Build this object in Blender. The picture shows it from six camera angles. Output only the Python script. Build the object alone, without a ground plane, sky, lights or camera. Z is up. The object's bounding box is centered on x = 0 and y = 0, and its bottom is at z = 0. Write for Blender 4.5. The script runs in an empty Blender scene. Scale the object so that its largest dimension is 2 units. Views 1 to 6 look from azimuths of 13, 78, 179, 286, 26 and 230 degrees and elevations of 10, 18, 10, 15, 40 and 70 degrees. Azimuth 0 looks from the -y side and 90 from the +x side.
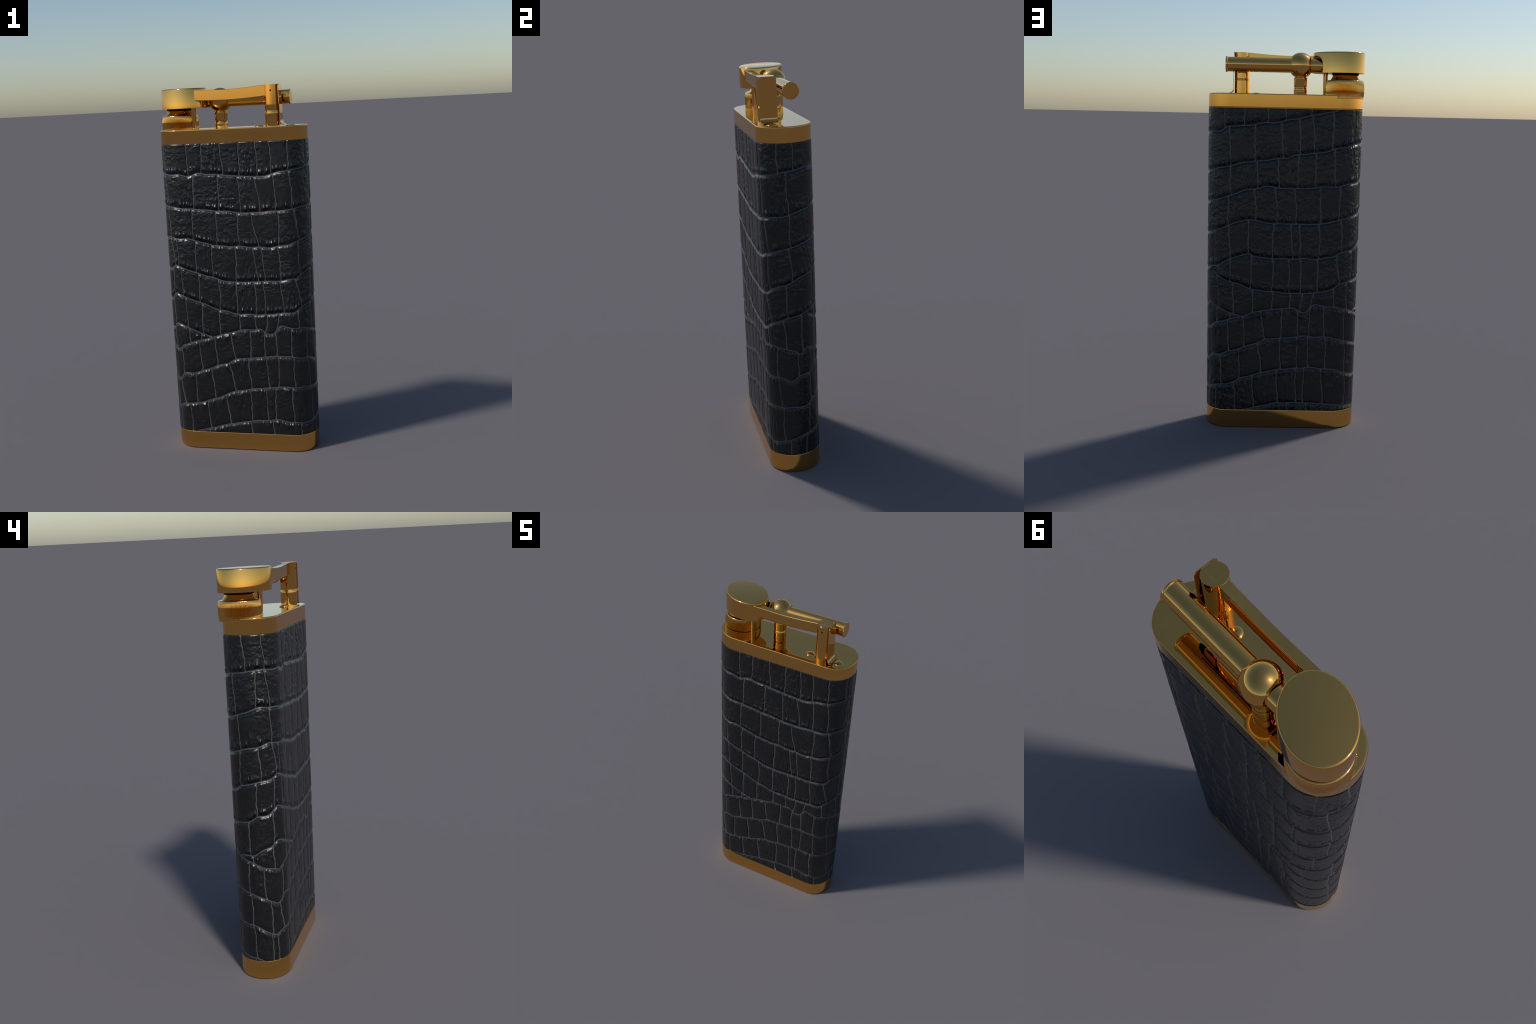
"""Gold table lighter with a lift-arm snuffer, wrapped in black embossed crocodile leather."""
import bpy, bmesh, math
import numpy as np

# ------------------------------------------------------------------ overall sizes (metres)
HALF, RAD = 0.2720, 0.1322            # stadium plan: half length of the flats, end radius
Z_BASE, Z_WRAP, Z_TOP = 0.0972, 1.7078, 1.7828
BODY_Y = -0.0040                      # the body stands a little in front of the middle
LEATHER_R = 0.1328                    # mean radius of the leather surface
LOOP_R = 0.1320                       # radius on which distances round the body are measured
LOOP = 4 * HALF + 2 * math.pi * LOOP_R


# ------------------------------------------------------------------ materials
def gold_material(name, rough=0.012, colour=(0.83, 0.45, 0.115)):
    m = bpy.data.materials.new(name)
    m.use_nodes = True
    nt = m.node_tree
    b = nt.nodes["Principled BSDF"]
    b.inputs["Metallic"].default_value = 1.0
    b.inputs["Roughness"].default_value = rough
    tc = nt.nodes.new("ShaderNodeTexCoord")
    nz = nt.nodes.new("ShaderNodeTexNoise")
    nz.inputs["Scale"].default_value = 9.0
    nz.inputs["Detail"].default_value = 3.0
    nt.links.new(tc.outputs["Object"], nz.inputs["Vector"])
    ramp = nt.nodes.new("ShaderNodeValToRGB")
    ramp.color_ramp.elements[0].position, ramp.color_ramp.elements[1].position = 0.3, 0.7
    ramp.color_ramp.elements[0].color = tuple(c * 0.985 for c in colour) + (1,)
    ramp.color_ramp.elements[1].color = tuple(min(1, c * 1.015) for c in colour) + (1,)
    nt.links.new(nz.outputs["Fac"], ramp.inputs["Fac"])
    nt.links.new(ramp.outputs["Color"], b.inputs["Base Color"])
    return m


def leather_material(name, dark, light, rough, grain, spec=0.5):
    m = bpy.data.materials.new(name)
    m.use_nodes = True
    nt = m.node_tree
    b = nt.nodes["Principled BSDF"]
    tc = nt.nodes.new("ShaderNodeTexCoord")
    nz = nt.nodes.new("ShaderNodeTexNoise")
    nz.inputs["Scale"].default_value = 55.0
    nz.inputs["Detail"].default_value = 6.0
    nt.links.new(tc.outputs["Object"], nz.inputs["Vector"])
    ramp = nt.nodes.new("ShaderNodeValToRGB")
    ramp.color_ramp.elements[0].position, ramp.color_ramp.elements[1].position = 0.35, 0.7
    ramp.color_ramp.elements[0].color = tuple(dark) + (1,)
    ramp.color_ramp.elements[1].color = tuple(light) + (1,)
    nt.links.new(nz.outputs["Fac"], ramp.inputs["Fac"])
    nt.links.new(ramp.outputs["Color"], b.inputs["Base Color"])
    b.inputs["Specular IOR Level"].default_value = spec
    rr = nt.nodes.new("ShaderNodeMapRange")
    rr.inputs["To Min"].default_value = rough - 0.05
    rr.inputs["To Max"].default_value = rough + 0.05
    nt.links.new(nz.outputs["Fac"], rr.inputs["Value"])
    nt.links.new(rr.outputs["Result"], b.inputs["Roughness"])
    fine = nt.nodes.new("ShaderNodeTexNoise")
    fine.inputs["Scale"].default_value = 210.0
    fine.inputs["Detail"].default_value = 4.0
    fine.inputs["Roughness"].default_value = 0.65
    nt.links.new(tc.outputs["Object"], fine.inputs["Vector"])
    bump = nt.nodes.new("ShaderNodeBump")
    bump.inputs["Strength"].default_value = grain
    bump.inputs["Distance"].default_value = 0.002
    nt.links.new(fine.outputs["Fac"], bump.inputs["Height"])
    nt.links.new(bump.outputs["Normal"], b.inputs["Normal"])
    return m


GOLD = gold_material("polished_gold")
BLACK = leather_material("black_rubber", (0.006, 0.006, 0.007), (0.009, 0.009, 0.010), 0.80, 0.05, 0.15)
SCALE = leather_material("black_leather", (0.0060, 0.0062, 0.0063), (0.0110, 0.0110, 0.0110), 0.31, 0.16)
CREASE = leather_material("worn_crease_leather", (0.064, 0.060, 0.060), (0.094, 0.088, 0.088), 0.46, 0.15)

# ------------------------------------------------------------------ the thing
ROOT = bpy.data.objects.new("table_lighter", None)
ROOT["label"] = "gold lift-arm lighter wrapped in black crocodile leather"
ROOT["category"] = "lighter"
bpy.context.scene.collection.objects.link(ROOT)


def add(name, mesh, mat, parent=ROOT):
    o = bpy.data.objects.new(name, mesh)
    mesh.name = name
    mesh.materials.clear()
    mesh.materials.append(mat)
    bpy.context.scene.collection.objects.link(o)
    o.parent = parent
    return o


def smooth(mesh, angle=35.0):
    mesh.polygons.foreach_set("use_smooth", [True] * len(mesh.polygons))
    mesh.set_sharp_from_angle(angle=math.radians(angle))


def rings_mesh(rings, name, angle=35.0, hold=True):
    """Closed skin through rings of equal point count; first and last are capped."""
    held = [rings[0]]                     # holding rings keep long walls flat beside small roundings
    for a, b in zip(rings, rings[1:]):
        gap = math.dist(a[0], b[0])
        if hold and gap > 0.006 and len(rings) < 40:
            for t in (0.0005 / gap, 1 - 0.0005 / gap):
                held.append([tuple(p + (q - p) * t for p, q in zip(u, v)) for u, v in zip(a, b)])
        held.append(b)
    rings = held
    if hold:                              # a narrow inner ring keeps the end faces flat
        def inner(ring):
            c = [sum(p[i] for p in ring) / len(ring) for i in range(3)]
            return [tuple(p[i] + (c[i] - p[i]) * 0.015 for i in range(3)) for p in ring]
        rings = [inner(rings[0])] + rings + [inner(rings[-1])]
    bm = bmesh.new()
    vs = [[bm.verts.new(p) for p in r] for r in rings]
    n = len(rings[0])
    for a, b in zip(vs, vs[1:]):
        for i in range(n):
            j = (i + 1) % n
            bm.faces.new((a[i], a[j], b[j], b[i]))
    bm.faces.new(list(reversed(vs[0])))
    bm.faces.new(vs[-1])
    bmesh.ops.recalc_face_normals(bm, faces=bm.faces)
    me = bpy.data.meshes.new(name)
    bm.to_mesh(me)
    bm.free()
    smooth(me, angle)
    return me


# Plan of the body: two flats joined by half-ovals; the post end is blunter than the wheel end.
POST_END = (0.2854, 0.1190, 0.1322)     # centre x, half-axis along x, half-axis along y
WHEEL_END = (-0.2738, 0.1290, 0.1282)


def plan(piece, t, grow):
    """Point at fraction t of a piece (0 front, 1 post end, 2 back, 3 wheel end), grown outwards; takes arrays."""
    (px, pa, pb), (wx, wa, wb) = POST_END, WHEEL_END
    if piece == 0:
        return wx + (px - wx) * t, BODY_Y - (wb + (pb - wb) * t) - grow
    if piece == 1:
        a = (t - 0.5) * math.pi
        return px + (pa + grow) * np.cos(a), BODY_Y + (pb + grow) * np.sin(a)
    if piece == 2:
        return px + (wx - px) * t, BODY_Y + (pb + (wb - pb) * t) + grow
    a = (t + 0.5) * math.pi
    return wx + (wa + grow) * np.cos(a), BODY_Y + (wb + grow) * np.sin(a)


def stadium(r, z, arc=60):
    pts = []
    for piece in (1, 3):
        for i in range(arc + 1):
            x, y = plan(piece, i / arc, r - RAD)
            pts.append((float(x), float(y), z))
    return pts


def lathe(profile, centre, n=96, shape=None):
    """profile: (radius, z) pairs; shape(angle, radius, z) may change the radius."""
    rings = []
    for r, z in profile:
        ring = []
        for i in range(n):
            a = 2 * math.pi * i / n
            rr = shape(a, r, z) if shape else r
            ring.append((centre[0] + rr * math.cos(a), centre[1] + rr * math.sin(a), z))
        rings.append(ring)
    return rings


def along_x(profile, y, z, n=72):
    """profile: (x, radius) pairs turned about a line parallel to x."""
    return [[(x, y + r * math.cos(2 * math.pi * i / n), z + r * math.sin(2 * math.pi * i / n)) for i in range(n)]
            for x, r in profile]


def cut(mesh, cutters):
    o = bpy.data.objects.new("cut_work", mesh)
    bpy.context.scene.collection.objects.link(o)
    helpers = []
    for c in cutters:
        h = bpy.data.objects.new("cut_helper", c)
        bpy.context.scene.collection.objects.link(h)
        helpers.append(h)
        md = o.modifiers.new("cut", "BOOLEAN")
        md.operation, md.solver, md.object = "DIFFERENCE", "EXACT", h
    dg = bpy.context.evaluated_depsgraph_get()
    out = bpy.data.meshes.new_from_object(o.evaluated_get(dg))
    for x in helpers + [o]:
        bpy.data.objects.remove(x)
    return out


def box(x0, x1, y0, y1, z0, z1, bevel=0.0, seg=2):
    bm = bmesh.new()
    bmesh.ops.create_cube(bm, size=1.0)
    for v in bm.verts:
        v.co = ((x0 + x1) / 2 + v.co.x * (x1 - x0), (y0 + y1) / 2 + v.co.y * (y1 - y0), (z0 + z1) / 2 + v.co.z * (z1 - z0))
    if bevel:
        bmesh.ops.bevel(bm, geom=list(bm.edges), offset=bevel, segments=seg, affect="EDGES", profile=0.5)
    me = bpy.data.meshes.new("box")
    bm.to_mesh(me)
    bm.free()
    return me


# ------------------------------------------------------------------ gold base and top plate
add("base_band", rings_mesh([stadium(r, z) for r, z in (
    (RAD - 0.0050, 0.0), (RAD - 0.0024, 0.0010), (RAD - 0.0010, 0.0040), (RAD - 0.0002, 0.0100),
    (RAD + 0.0004, 0.0170), (RAD + 0.0004, Z_BASE - 0.0022), (RAD - 0.0002, Z_BASE - 0.0006), (RAD - 0.0018, Z_BASE))], "base_band", 28), GOLD)

plate = rings_mesh([stadium(r, z) for r, z in (
    (RAD - 0.0012, Z_WRAP), (RAD - 0.0006, Z_WRAP + 0.0006), (RAD, Z_WRAP + 0.0072), (RAD, Z_WRAP + 0.0078), (RAD, Z_TOP - 0.0046), (RAD - 0.0006, Z_TOP - 0.0022),
    (RAD - 0.0020, Z_TOP - 0.0006), (RAD - 0.0040, Z_TOP))], "top_plate", 30)
WHEEL = (-0.3040, 0.0345)
plate = cut(plate, [rings_mesh(lathe(((0.1006, 1.7662), (0.1006, 1.80)), WHEEL, 160), "well")])
smooth(plate, 30)
add("top_plate", plate, GOLD)


# ------------------------------------------------------------------ flint wheel with burner neck
TEETH = 104


def knurl(a, r, z):
    fade = max(0.0, min(1.0, (z - 1.766) / 0.026)) * max(0.0, min(1.0, (1.8575 - z) / 0.030))
    return r + 0.0020 * fade * math.cos(TEETH * a)


profile = [(0.080, 1.7664), (0.0955, 1.7666), (0.0970, 1.7680)]
for i in range(13):
    z = 1.7705 + i * (1.8540 - 1.7705) / 12
    profile.append((0.0983 - (0.0014 * ((1.8220 - z) / 0.052) ** 2 if z < 1.8220 else 0.0022 * ((z - 1.8220) / 0.032) ** 2), z))
profile += [(0.0950, 1.8570), (0.0928, 1.8588), (0.0860, 1.8592), (0.0700, 1.8592)]
add("flint_wheel", rings_mesh(lathe(profile, WHEEL, TEETH * 6, knurl), "flint_wheel", 40, hold=False), GOLD)

NECK = (-0.3045, 0.0350)
neck = [(0.0810, 1.8588), (0.0785, 1.8602)]
for i in range(1, 11):
    t = i / 10
    neck.append((0.0648 + 0.0140 * (0.55 * (1 - t) + 0.45 * (1 - t) ** 3), 1.8602 + 0.0255 * t))
neck += [(0.060, 1.8860)]
add("burner_neck", rings_mesh(lathe(neck, NECK, 128), "burner_neck"), GOLD)
add("burner_gasket", rings_mesh(lathe(((0.060, 1.8856), (0.0685, 1.8856), (0.0692, 1.8864), (0.0692, 1.8952)), NECK, 96), "burner_gasket"), BLACK)

# ------------------------------------------------------------------ snuffer: oval cap on a lift arm
CAP_C, CAP_A, CAP_B, CAP_T = (-0.2700, 0.0165), 0.1395, 0.1070, math.radians(150)


def oval(inset, z, n=160):
    pts = []
    for i in range(n):
        a = 2 * math.pi * i / n
        p, q = (CAP_A - inset) * math.cos(a), (CAP_B - inset) * math.sin(a)
        pts.append((CAP_C[0] + p * math.cos(CAP_T) - q * math.sin(CAP_T), CAP_C[1] + p * math.sin(CAP_T) + q * math.cos(CAP_T), z))
    return pts


ROD_Y, ROD_Z = 0.0340, 1.9308
cap = rings_mesh([oval(i, z) for i, z in (
    (0.0, 1.8950), (0.0, 1.9935), (0.0007, 1.9962), (0.0022, 1.9982), (0.0048, 1.9996), (0.0075, 2.0))], "snuffer_cap", 60, hold=False)
cap = cut(cap, [rings_mesh(along_x(((-0.1815, 0.0525), (0.0, 0.0525)), ROD_Y, ROD_Z, 96), "bore")])
smooth(cap, 50)


def soften_cap_wall(me):
    """The oval wall is shaded as if it leaned gently into its rounded rim."""
    normals = [tuple(n.vector) for n in me.corner_normals]
    ct, st = math.cos(CAP_T), math.sin(CAP_T)
    for poly in me.polygons:
        for li in poly.loop_indices:
            co = me.vertices[me.loops[li].vertex_index].co
            dx, dy = co.x - CAP_C[0], co.y - CAP_C[1]
            p, q = dx * ct + dy * st, -dx * st + dy * ct
            g = (p / CAP_A**2, q / CAP_B**2)
            gl = math.hypot(*g)
            n = ((g[0] * ct - g[1] * st) / gl, (g[0] * st + g[1] * ct) / gl)
            on_wall = abs((p / CAP_A) ** 2 + (q / CAP_B) ** 2 - 1) < 0.004 and co.z < 1.9936
            if on_wall and poly.normal.x * n[0] + poly.normal.y * n[1] > 0.97:
                tilt = math.radians(7.2) * (co.z - 1.8950) / 0.0985
                normals[li] = (n[0] * math.cos(tilt), n[1] * math.cos(tilt), math.sin(tilt))
    me.normals_split_custom_set(normals)


soften_cap_wall(cap)
add("snuffer_cap", cap, GOLD)

ARM_TOP = [(-0.2600, 1.9885), (-0.1750, 1.9880), (-0.1000, 1.9857), (-0.0100, 1.9840), (0.0950, 1.9882), (0.1900, 1.9955), (0.2150, 1.9969), (0.2400, 1.9971), (0.2726, 1.9971)]
ARM_LOW = [(-0.2600, 1.9360), (-0.1750, 1.9352), (-0.1000, 1.9330), (-0.0100, 1.9312), (0.0950, 1.9345), (0.2000, 1.9415), (0.2726, 1.9440)]


def smooth_curve(pts, x):
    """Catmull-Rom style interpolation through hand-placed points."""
    xs, ys = np.array([p[0] for p in pts]), np.array([p[1] for p in pts])
    m = np.gradient(ys, xs)
    i = np.clip(np.searchsorted(xs, x) - 1, 0, len(xs) - 2)
    h = xs[i + 1] - xs[i]
    t = (x - xs[i]) / h
    return ((2 * t**3 - 3 * t**2 + 1) * ys[i] + (t**3 - 2 * t**2 + t) * h * m[i] + (3 * t**2 - 2 * t**3) * ys[i + 1] + (t**3 - t**2) * h * m[i + 1])


ARM_Y0, ARM_Y1, e, drop = -0.0850, -0.0512, 0.0016, 0.0050
rings = []
for x in np.linspace(-0.2600, 0.2726, 70):
    t, b = float(smooth_curve(ARM_TOP, x)), float(smooth_curve(ARM_LOW, x))
    rings.append([(x, ARM_Y0 + 0.0024, b - drop), (x, ARM_Y0 + 0.0006, b - 0.0006), (x, ARM_Y0, b), (x, ARM_Y0, t - e), (x, ARM_Y0 + e, t),
                  (x, ARM_Y1 - 0.0008, t), (x, ARM_Y1, t - 0.0008), (x, ARM_Y1, b - drop + e), (x, ARM_Y1 - e, b - drop)])
add("snuffer_arm", rings_mesh(rings, "snuffer_arm", 30), GOLD)

# ------------------------------------------------------------------ arm post, hinge pin, leaf spring
POST = (0.2360, -0.0670)


def post_shape(a, r, z):
    flat = 0.2718 - POST[0]
    return min(r, flat / math.cos(a)) if math.cos(a) > 0.05 else r


post = [(0.0424, 1.7785), (0.0424, 1.8490), (0.0420, 1.8530), (0.0412, 1.8585), (0.0403, 1.8620), (0.0403, 1.8630), (0.0414, 1.8636),
        (0.0414, 1.9965), (0.0411, 1.9968)]
post_object = add("arm_post", rings_mesh(lathe(post, POST, 128, post_shape), "arm_post", 32), GOLD)
pin = [[(0.2356 + r * math.cos(2 * math.pi * i / 24), y, 1.9662 + r * math.sin(2 * math.pi * i / 24)) for i in range(24)]
       for y, r in ((-0.090, 0.0047), (-0.1086, 0.0047), (-0.1088, 0.0040))]
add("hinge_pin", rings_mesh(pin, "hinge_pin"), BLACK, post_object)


def leaf_spring():
    """Thin upright strip whose foot curls out onto the plate; rounded upper corners."""
    path = [(0.2726 + 0.0050 * t, 1.9975 - t * (1.9975 - 1.8085)) for t in np.linspace(0, 1, 12)]
    for i in range(1, 9):
        a = math.radians(90 * i / 8)
        path.append((0.2776 + 0.0190 * (1 - math.cos(a)), 1.8085 - 0.0215 * math.sin(a)))
    path.append((0.3010, 1.7868))
    y0, y1, th = -0.1070, -0.0245, 0.0036
    bm = bmesh.new()
    rows = []
    for i, (x, z) in enumerate(path):
        a, b = path[max(0, i - 1)], path[min(len(path) - 1, i + 1)]
        tx, tz = b[0] - a[0], b[1] - a[1]
        ln = math.hypot(tx, tz)
        nx, nz = -tz / ln, tx / ln
        rows.append([bm.verts.new(p) for p in ((x, y0, z), (x, y1, z), (x + nx * th, y1, z + nz * th), (x + nx * th, y0, z + nz * th))])
    for a, b in zip(rows, rows[1:]):
        for i in range(4):
            bm.faces.new((a[i], a[(i + 1) % 4], b[(i + 1) % 4], b[i]))
    bm.faces.new(list(reversed(rows[0])))
    bm.faces.new(rows[-1])
    bmesh.ops.recalc_face_normals(bm, faces=bm.faces)
    corner = [ed for ed in bm.edges if all(v in rows[0] for v in ed.verts) and abs(ed.verts[0].co.y - ed.verts[1].co.y) < 1e-6]
    bmesh.ops.bevel(bm, geom=corner, offset=0.012, segments=6, affect="EDGES", profile=0.5)
    me = bpy.data.meshes.new("leaf_spring")
    bm.to_mesh(me)
    bm.free()
    smooth(me, 25)
    return me


add("leaf_spring", leaf_spring(), GOLD)


# ------------------------------------------------------------------ cheese-head screws with a small cross recess
def screw(name, x, y, r, tall):
    prof = [(r, Z_TOP - 0.002), (r, Z_TOP + 0.0012)]
    for i in range(1, 9):
        a = math.radians(90 * i / 8)
        prof.append((max(0.0008, r * math.cos(a)), Z_TOP + 0.0012 + tall * math.sin(a)))
    head = rings_mesh(lathe(prof, (x, y), 64), name, 45)
    cutters = []
    for ux, uy in ((0.0046, 0.0012), (0.0012, 0.0046)):
        cutters.append(box(x - ux, x + ux, y - uy, y + uy, Z_TOP + 0.0008, Z_TOP + 0.03))
    head = cut(head, cutters)
    smooth(head, 45)
    return add(name, head, GOLD)


screw("screw", 0.1580, -0.0575, 0.0235, 0.0070)
screw("screw", 0.3275, -0.0650, 0.0240, 0.0042)

# ------------------------------------------------------------------ ball post, ball, cross rod, support pin
JOINT = (-0.0724, 0.0368)
stand = [(0.0346, 1.7785), (0.0350, 1.7945), (0.0338, 1.7956), (0.0338, 1.7968), (0.0350, 1.7980), (0.0352, 1.8050), (0.0344, 1.8120), (0.0322, 1.8180),
         (0.0312, 1.8190), (0.0312, 1.8208), (0.0330, 1.8222), (0.0346, 1.8240), (0.0348, 1.8275), (0.0358, 1.8630), (0.0352, 1.8664), (0.0330, 1.8690), (0.0292, 1.8708), (0.0288, 1.8800)]
add("ball_post", rings_mesh(lathe(stand, JOINT, 96), "ball_post", 35), GOLD)

BALL_R, BALL_FLAT = 0.0655, 0.0505       # ball with a flat on each side where the rod passes
ball = []
for i in range(33):
    x = BALL_FLAT * math.sin(math.pi * (i / 32 - 0.5))
    ball.append((JOINT[0] + x, math.sqrt(BALL_R**2 - x**2)))
add("ball_joint", rings_mesh(along_x(ball, JOINT[1], ROD_Z, 96), "ball_joint", 40, hold=False), GOLD)

rod = [(-0.2050, 0.0374), (0.2392, 0.0374), (0.2394, 0.0366), (0.2402, 0.0366), (0.2404, 0.0372), (0.3062, 0.0372),
       (0.3070, 0.0385), (0.3090, 0.0401), (0.3130, 0.0403), (0.3148, 0.0396), (0.3156, 0.0384)]
add("cross_rod", rings_mesh(along_x(rod, ROD_Y, ROD_Z, 96), "cross_rod", 35), GOLD)

add("support_pin", rings_mesh(lathe(((0.0120, 1.7785), (0.0138, 1.8960)), (-0.2060, -0.0348), 48), "support_pin"), GOLD)

# ------------------------------------------------------------------ crocodile leather
# Creases between rows of scales wind round the body as two shallow spirals.  Control points are
# (distance round the body from the middle of the front, height); one line per turn or so.
UPPER_SPIRAL = (
    [(0.55, .864), (0.61, .827), (0.81, .760), (1.00, .744), (1.12, .746), (1.22, .768), (1.26, .797), (1.32, .813), (1.43, .829), (1.47, .854), (1.52, .859), (1.57, .897)]
    + [(1.83, .801), (1.90, .785), (2.03, .776), (2.24, .791), (2.28, .818), (2.35, .845), (2.53, .891), (2.64, .942), (2.70, .956), (2.72, .940), (2.82, .929), (3.06, .931)]
    + [(3.14, .942), (3.17, .965), (3.26, .981), (3.30, 1.004), (3.46, 1.034), (3.49, 1.053), (3.74, .973), (3.83, .957), (4.09, .965), (4.17, .975), (4.20, .998), (4.28, 1.021)]
    + [(4.33, 1.050), (4.46, 1.084), (4.56, 1.125), (4.60, 1.135), (4.74, 1.115), (4.97, 1.115), (5.09, 1.137), (5.13, 1.153), (5.21, 1.171), (5.36, 1.205), (5.50, 1.199)]
    + [(5.65, 1.160), (5.96, 1.145), (6.06, 1.163), (6.28, 1.224), (6.35, 1.233), (6.41, 1.253), (6.50, 1.286), (6.62, 1.309), (6.75, 1.298), (6.99, 1.315), (7.13, 1.341)]
    + [(7.25, 1.379), (7.76, 1.333), (8.00, 1.348), (8.14, 1.368), (8.21, 1.389), (8.32, 1.406), (8.41, 1.430), (8.65, 1.460), (8.67, 1.473), (8.79, 1.484), (9.00, 1.532)]
    + [(9.17, 1.551), (9.30, 1.547), (9.35, 1.536), (9.40, 1.552), (9.72, 1.524), (9.78, 1.528), (9.85, 1.547), (9.96, 1.559), (10.11, 1.585), (10.21, 1.591), (10.24, 1.610)]
    + [(10.53, 1.644), (10.83, 1.708), (10.95, 1.760), (13.2, 1.780)])
LOWER_SPIRAL = (
    [(-0.42, .060), (-0.29, .095), (-0.07, .150), (0.09, .176), (0.22, .181), (0.35, .162), (0.44, .183), (0.54, .218), (0.71, .255), (0.75, .280), (0.86, .309), (0.94, .327), (1.10, .340)]
    + [(1.24, .332), (1.34, .298), (1.42, .290), (1.53, .234), (1.57, .255), (1.70, .273), (1.91, .348), (2.13, .372), (2.31, .368), (2.45, .369), (2.49, .404), (2.54, .405)]
    + [(2.75, .473), (2.79, .493), (3.01, .513), (3.14, .507), (3.34, .455), (3.47, .399), (3.51, .439), (3.57, .441), (3.76, .501), (3.81, .525), (4.06, .549), (4.24, .531)]
    + [(4.29, .512), (4.33, .542), (4.38, .546), (4.42, .573), (4.70, .653), (4.86, .667), (4.88, .646), (4.91, .640), (4.94, .660), (4.96, .687), (5.14, .662), (5.40, .568)]
    + [(5.43, .603), (5.75, .688), (5.88, .699), (5.91, .670), (5.95, .671), (5.99, .719), (6.07, .702), (6.12, .704), (6.23, .676), (6.25, .655), (6.29, .688), (6.44, .633), (6.49, .619)])
SHORT_CREASE = [(-0.56, .649), (-0.48, .658), (-0.44, .680), (-0.39, .694), (-0.36, .726), (-0.32, .719), (-0.21, .670), (-0.15, .654)]
FOOT_CREASE = [(0.75, .099), (0.94, .140), (1.04, .142), (1.19, .138), (1.43, .111), (1.50, .080)]
# upright divisions of the row that hangs below each crease, by distance along that crease
UPPER_DIVIDES = (
    [0.61, 0.70, 0.80, 0.91, 1.00, 1.05, 1.11, 1.23, 1.31, 1.42, 1.54, 1.63, 1.72, 1.82, 1.93, 2.02, 2.07, 2.14, 2.26, 2.35, 2.43]
    + [2.52, 2.60, 2.71, 2.82, 2.91, 2.97, 3.06, 3.17, 3.25, 3.38, 3.47, 3.53, 3.63, 3.74, 3.84, 3.94, 3.99, 4.09, 4.18, 4.28, 4.42]
    + [4.51, 4.61, 4.74, 4.84, 4.88, 4.98, 5.10, 5.22, 5.32, 5.40, 5.43, 5.54, 5.63, 5.76, 5.87, 5.91, 6.00, 6.11, 6.22, 6.42]
    + [6.56, 6.67, 6.77, 6.90, 7.00, 7.14, 7.30, 7.45, 7.58, 7.70, 7.79, 7.92, 8.02, 8.14, 8.35, 8.49, 8.60, 8.70, 8.79, 8.89, 9.04]
    + [9.15, 9.21, 9.38, 9.52, 9.63, 9.73, 9.82, 9.91, 10.05, 10.26, 10.39, 10.53, 10.62, 10.69, 10.79, 10.91, 11.02, 11.11]
    + [11.27, 11.35, 11.46, 11.56, 11.65, 11.72, 11.82, 11.93, 12.00, 12.15, 12.25, 12.37, 12.46, 12.60])
LOWER_DIVIDES = (
    [0.05, 0.18, 0.33, 0.44, 0.52, 0.60, 0.71, 0.81, 0.94, 1.04, 1.08, 1.18, 1.31, 1.42, 1.51, 1.54, 1.62, 1.73, 1.84, 1.97, 2.06, 2.11]
    + [2.21, 2.33, 2.46, 2.55, 2.65, 2.76, 2.87, 2.96, 3.02, 3.11, 3.22, 3.33, 3.43, 3.49, 3.58, 3.68, 3.79, 3.89, 3.99, 4.05, 4.14]
    + [4.23, 4.39, 4.51, 4.59, 4.69, 4.79, 4.88, 4.94, 5.02, 5.13, 5.24, 5.32, 5.42, 5.53, 5.62, 5.72, 5.82, 5.90, 5.96, 6.05, 6.14, 6.24, 6.36, 6.44])
STRONG_LEANS = {1.05: -.030, 1.11: -.032, 2.07: -.034, 2.14: -.028, 3.17: .02, 4.09: .018, 4.18: .035, 5.40: .028, 5.87: .022, 7.79: .036, 8.02: .028, 9.21: .026, 9.73: .028,
                1.84: .02, 2.76: .022, 3.49: .026, 3.79: .030, 4.69: .022, 5.72: .028}          # dividers that slant most (right end lower)
SHORT_DIVIDES, FOOT_DIVIDES = [-0.48, -0.38, -0.28, -0.21], [1.00, 1.10]

rng = np.random.default_rng(7)


def value_noise(u, v, period_u=None):
    """Smooth 2D value noise in -1..1; may repeat in u."""
    size = 512
    table = rng.uniform(-1, 1, (size, size))
    iu, iv = np.floor(u).astype(int), np.floor(v).astype(int)
    fu, fv = u - iu, v - iv
    fu, fv = fu * fu * (3 - 2 * fu), fv * fv * (3 - 2 * fv)
    wrap = int(period_u) if period_u else size
    a, b = iu % wrap % size, (iu + 1) % wrap % size
    c, d = iv % size, (iv + 1) % size
    return (table[a, c] * (1 - fu) + table[b, c] * fu) * (1 - fv) + (table[a, d] * (1 - fu) + table[b, d] * fu) * fv


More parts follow.
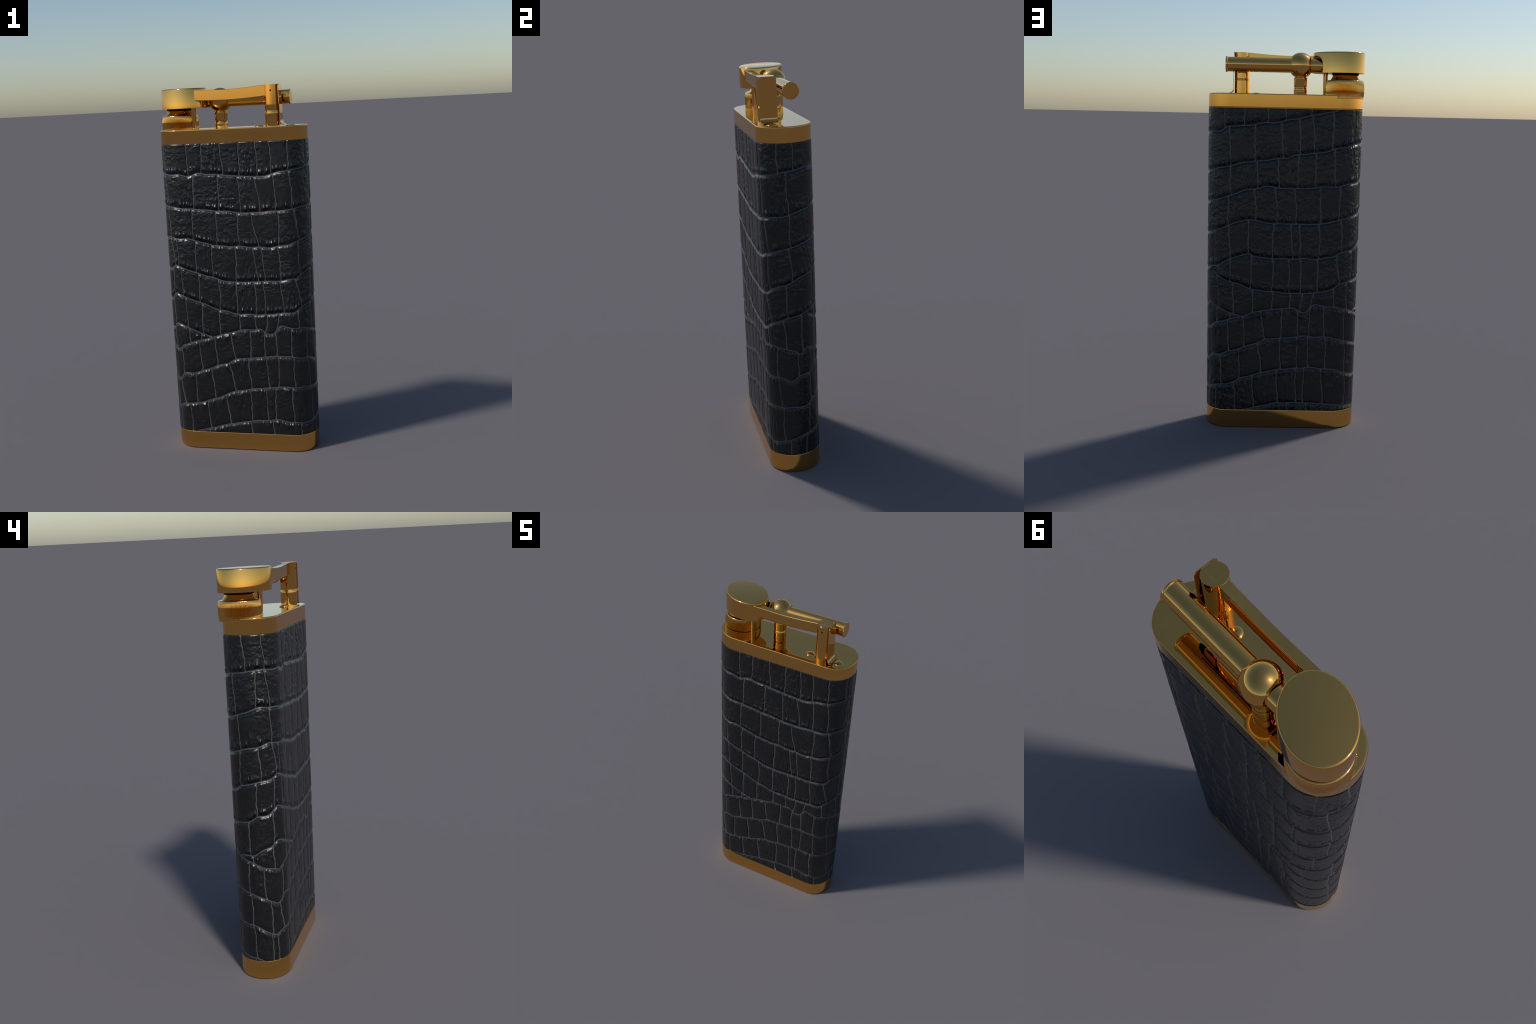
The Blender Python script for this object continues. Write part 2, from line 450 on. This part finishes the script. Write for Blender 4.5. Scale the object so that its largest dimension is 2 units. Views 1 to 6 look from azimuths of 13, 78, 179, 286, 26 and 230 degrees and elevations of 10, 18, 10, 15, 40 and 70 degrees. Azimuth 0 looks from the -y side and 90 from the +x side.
def build_leather():
    ns, step = 1040, LOOP / 1040
    z0, z1 = Z_BASE + 0.0002, Z_WRAP - 0.0002
    nz = int(round((z1 - z0) / step)) + 1
    s_line = np.arange(ns) * step
    z_line = np.linspace(z0, z1, nz)
    S, Z = np.meshgrid(s_line, z_line)

    wob = [(rng.uniform(-1, 1), rng.uniform(18, 70), rng.uniform(0, 6.28)) for _ in range(9)]

    def crease_height(pts, s):
        xs, ys = np.array([p[0] for p in pts]), np.array([p[1] for p in pts])
        h = sum(np.interp(s + o, xs, ys) * w for o, w in ((-.009, .25), (-.003, .25), (.003, .25), (.009, .25)))
        return h + 0.0011 * sum(a * np.sin(f * s + p) for a, f, p in wob)

    curves = [(UPPER_SPIRAL, UPPER_DIVIDES, 0), (LOWER_SPIRAL, LOWER_DIVIDES, 1), (SHORT_CREASE, SHORT_DIVIDES, 0), (FOOT_CREASE, FOOT_DIVIDES, 1)]
    dist = np.full(S.shape, 9.0)          # signed distance to the nearest row crease (above it: positive)
    kind = np.zeros(S.shape, int)
    top = np.full(S.shape, 9.0)           # height of the crease above each point
    bot = np.full(S.shape, -9.0)
    owner = np.full(S.shape, -1)
    s_ext = np.zeros(S.shape)
    for ci, (pts, _, kd) in enumerate(curves):
        lo, hi = pts[0][0], pts[-1][0]
        for k in range(-2, 9):
            se = s_line + k * LOOP
            ok = (se >= lo) & (se <= hi)
            if not ok.any():
                continue
            h = crease_height(pts, se)
            slope = np.gradient(h, step)
            d = (Z - h) / np.sqrt(1 + slope**2)
            d[:, ~ok] = 9.0
            near = np.abs(d) < np.abs(dist)
            dist[near] = d[near]
            kind[near] = kd
            hh = np.broadcast_to(h, S.shape)
            above = (hh >= Z) & ok & (hh < top)
            top[above] = hh[above]
            owner[above] = ci
            s_ext[above] = np.broadcast_to(se, S.shape)[above]
            below = (hh < Z) & ok & (hh > bot)
            bot[below] = hh[below]

    dv = np.full(S.shape, 9.0)
    cell = np.zeros(S.shape, int)
    for ci, (_, divs, _) in enumerate(curves):
        divs = np.array(divs)
        mine = owner == ci
        cell[mine] = ci * 1000 + np.searchsorted(divs, s_ext[mine])
        for s0 in divs:
            cols = np.abs((s_line - s0 + LOOP / 2) % LOOP - LOOP / 2) < 0.05
            lean, bow, ph = 0.006 + rng.uniform(-.012, .010), rng.uniform(-.005, .005), rng.uniform(0, 6)
            lean = STRONG_LEANS.get(round(float(s0), 2), lean)
            sub = np.ix_(np.arange(nz), np.nonzero(cols)[0])
            m = mine[sub] & (np.abs(s_ext[sub] - s0) < 0.05)
            t = np.clip((top[sub] - Z[sub]) / 0.17, 0, 1)
            line = s0 + lean * (t - 0.5) + bow * np.sin(math.pi * t) + 0.0013 * np.sin(Z[sub] * 47 + ph) + 0.0010 * np.sin(Z[sub] * 118 + 2 * ph)
            dd = np.where(m, np.abs(s_ext[sub] - line), 9.0)
            dv[sub] = np.minimum(dv[sub], dd)
            c = cell[sub]
            c = np.where(m & (s_ext[sub] > line) & (s_ext[sub] <= s0), c + 1, c)
            c = np.where(m & (s_ext[sub] <= line) & (s_ext[sub] > s0), c - 1, c)
            cell[sub] = c

    per = lambda f: (S / LOOP * round(f * LOOP), round(f * LOOP))
    def noise(fs, fz):
        u, p = per(fs)
        return value_noise(u, Z * fz, p)

    low = kind == 1                                    # lower rows: mirrored relief
    up_w = np.where(low, 0.0080, 0.0115)               # slope width above a crease
    dn_w = np.where(low, 0.0095, 0.0090)               # and below it
    row = np.exp(-(dist / np.where(dist > 0, up_w, dn_w)) ** 2)
    to_bot, to_top = np.clip(Z - bot, 0, .2), np.clip(top - Z, 0, .2)
    flare = np.where(low, np.exp(-to_bot / 0.010), 0.4 * np.exp(-to_top / 0.010))
    vw = 0.0046 + 0.0075 * flare + 0.0012 * noise(11, 9)
    col = np.exp(-(dv / vw) ** 2)
    height = 0.0014 - np.where(low, 0.0052, 0.0076) * row - 0.0044 * col * (1 - row)
    # swollen rim just below a crease in the upper rows, pillow shape overall
    edge = np.minimum(np.abs(dist), dv)
    height += 0.0022 * (1 - np.exp(-(edge / 0.020) ** 2)) - 0.0022
    # rounded corners where an upright division meets a row crease
    height -= 0.0034 * np.exp(-((dist / 0.013) ** 2 + (dv / 0.011) ** 2)) * (1 - row) * (1 - col)
    rim = np.where(low, 0.2, 1.0) * np.exp(-((to_top - 0.014) / 0.008) ** 2)
    height += 0.0010 * rim * (1 - col) * (1 + 0.9 * noise(120, 60))
    # short upright folds: along the lower margin (upper rows) or the upper margin (lower rows)
    calm = (1 - row) * (1 - col)
    folds = np.clip(1.5 * noise(118, 11) + 0.5 * noise(200, 26) + 0.22, -0.15, 1.0)
    gate = np.clip(0.95 + 0.8 * noise(14, 10), 0.1, 1.2)
    lip = np.where(low, 0.0, np.exp(-((to_bot - 0.0185) / np.where(to_bot > 0.0185, 0.0135, 0.0080)) ** 2))       # swollen lower lip, upper rows
    under = np.where(low, np.exp(-((to_top - 0.022) / 0.012) ** 2), 0.0)       # pleats below the crease, lower rows
    relief = height
    height = 0.0088 * lip * gate * (0.12 + folds) * calm + 0.0060 * under * gate * folds * calm
    patch = np.clip(noise(13, 8) - 0.12, 0, 1) * 1.5
    height += 0.0026 * patch * (noise(130, 26) + 0.5 * noise(200, 60)) * calm
    # crumpled grain, stronger towards the top of the body
    rough = 0.5 + 0.5 * np.clip((Z - 0.55) / 0.7, 0, 1)
    crumple = noise(48, 64) + 0.75 * noise(84, 120) + 0.42 * noise(160, 190)
    height += 0.00125 * rough * crumple * calm * np.clip(0.7 + 1.0 * noise(14, 14), 0.1, 1.7)
    relief, height = 0.3 * relief + 0.13 * height, relief + height
    # tuck the ends under the gold
    rim_end = np.minimum(Z - z0, z1 - Z)
    height -= 0.0022 * np.exp(-(rim_end / 0.0022) ** 2)
    relief -= 0.0007 * np.exp(-(rim_end / 0.0022) ** 2)

    # wrap round the stadium: s = 0 in the middle of the front, running to the right as seen from outside
    arc = math.pi * LOOP_R

    def wrap_round(r):
        X, Y = np.zeros(S.shape), np.zeros(S.shape)
        wx, px, turn = WHEEL_END[0], POST_END[0], 2 * HALF + arc
        starts, spans = [wx, px, turn - px, turn - wx], [px - wx, turn - 2 * px, px - wx, turn + 2 * wx]
        q = np.where(S >= LOOP + wx, S - LOOP, S)
        for n in range(4):
            m = (q >= starts[n]) & (q < starts[n] + spans[n])
            X[m], Y[m] = plan(n, (q[m] - starts[n]) / spans[n], r[m] - RAD)
        return np.stack([X, Y, Z], -1)

    # the embossing is shallow (its outline stays straight) but crisp, so it is shaded as deeper than it stands
    P = wrap_round(LEATHER_R + height)
    du = np.roll(P, -1, 1) - np.roll(P, 1, 1)
    dz = np.gradient(P, axis=0)
    N = np.cross(du, dz)
    N /= np.linalg.norm(N, axis=2, keepdims=True)
    P = wrap_round(LEATHER_R + relief)

    # quads; a face belongs to the crease net or to one scale
    i = np.arange(nz - 1)[:, None] * ns
    j = np.arange(ns)[None, :]
    j2 = (j + 1) % ns
    quads = np.stack([i + j, i + j2, i + ns + j2, i + ns + j], -1).reshape(-1, 4)

    def face(v):
        w = np.roll(v, -1, 1)
        return 0.25 * (v[:-1] + w[:-1] + v[1:] + w[1:])
    fdist = face(np.abs(np.clip(dist, -.05, .05)))
    fdv = face(np.clip(dv, 0, .05))
    seam = ((fdist < 0.0026) | (fdv < 0.0027 + 0.0018 * face(flare) + 0.0007 * face(noise(20, 14)))).reshape(-1)
    seam |= ((fdist * fdv < 1.5e-5) & (fdist < 0.010) & (fdv < 0.010)).reshape(-1)      # webs in the corners
    label = cell[:-1].reshape(-1).copy()
    label[seam] = -1
    P, N = P.reshape(-1, 3), N.reshape(-1, 3)

    def piece(name, faces, mat, parent):
        used, inv = np.unique(faces, return_inverse=True)
        me = bpy.data.meshes.new(name)
        nf = len(faces)
        me.vertices.add(len(used))
        me.vertices.foreach_set("co", P[used].astype(np.float32).ravel())
        me.loops.add(nf * 4)
        me.loops.foreach_set("vertex_index", inv.astype(np.int32).ravel())
        me.polygons.add(nf)
        me.polygons.foreach_set("loop_start", np.arange(0, nf * 4, 4, dtype=np.int32))
        me.update(calc_edges=True)
        me.polygons.foreach_set("use_smooth", np.ones(nf, bool))
        me.normals_split_custom_set_from_vertices(N[used].tolist())
        return add(name, me, mat, parent)

    wrap = piece("leather_wrap", quads[label == -1], CREASE, ROOT)
    order = np.argsort(label, kind="stable")
    ids, starts, counts = np.unique(label[order], return_index=True, return_counts=True)
    for lid, st, ct in zip(ids, starts, counts):
        if lid >= 0:
            piece("scale", quads[order[st:st + ct]], SCALE, wrap)


build_leather()
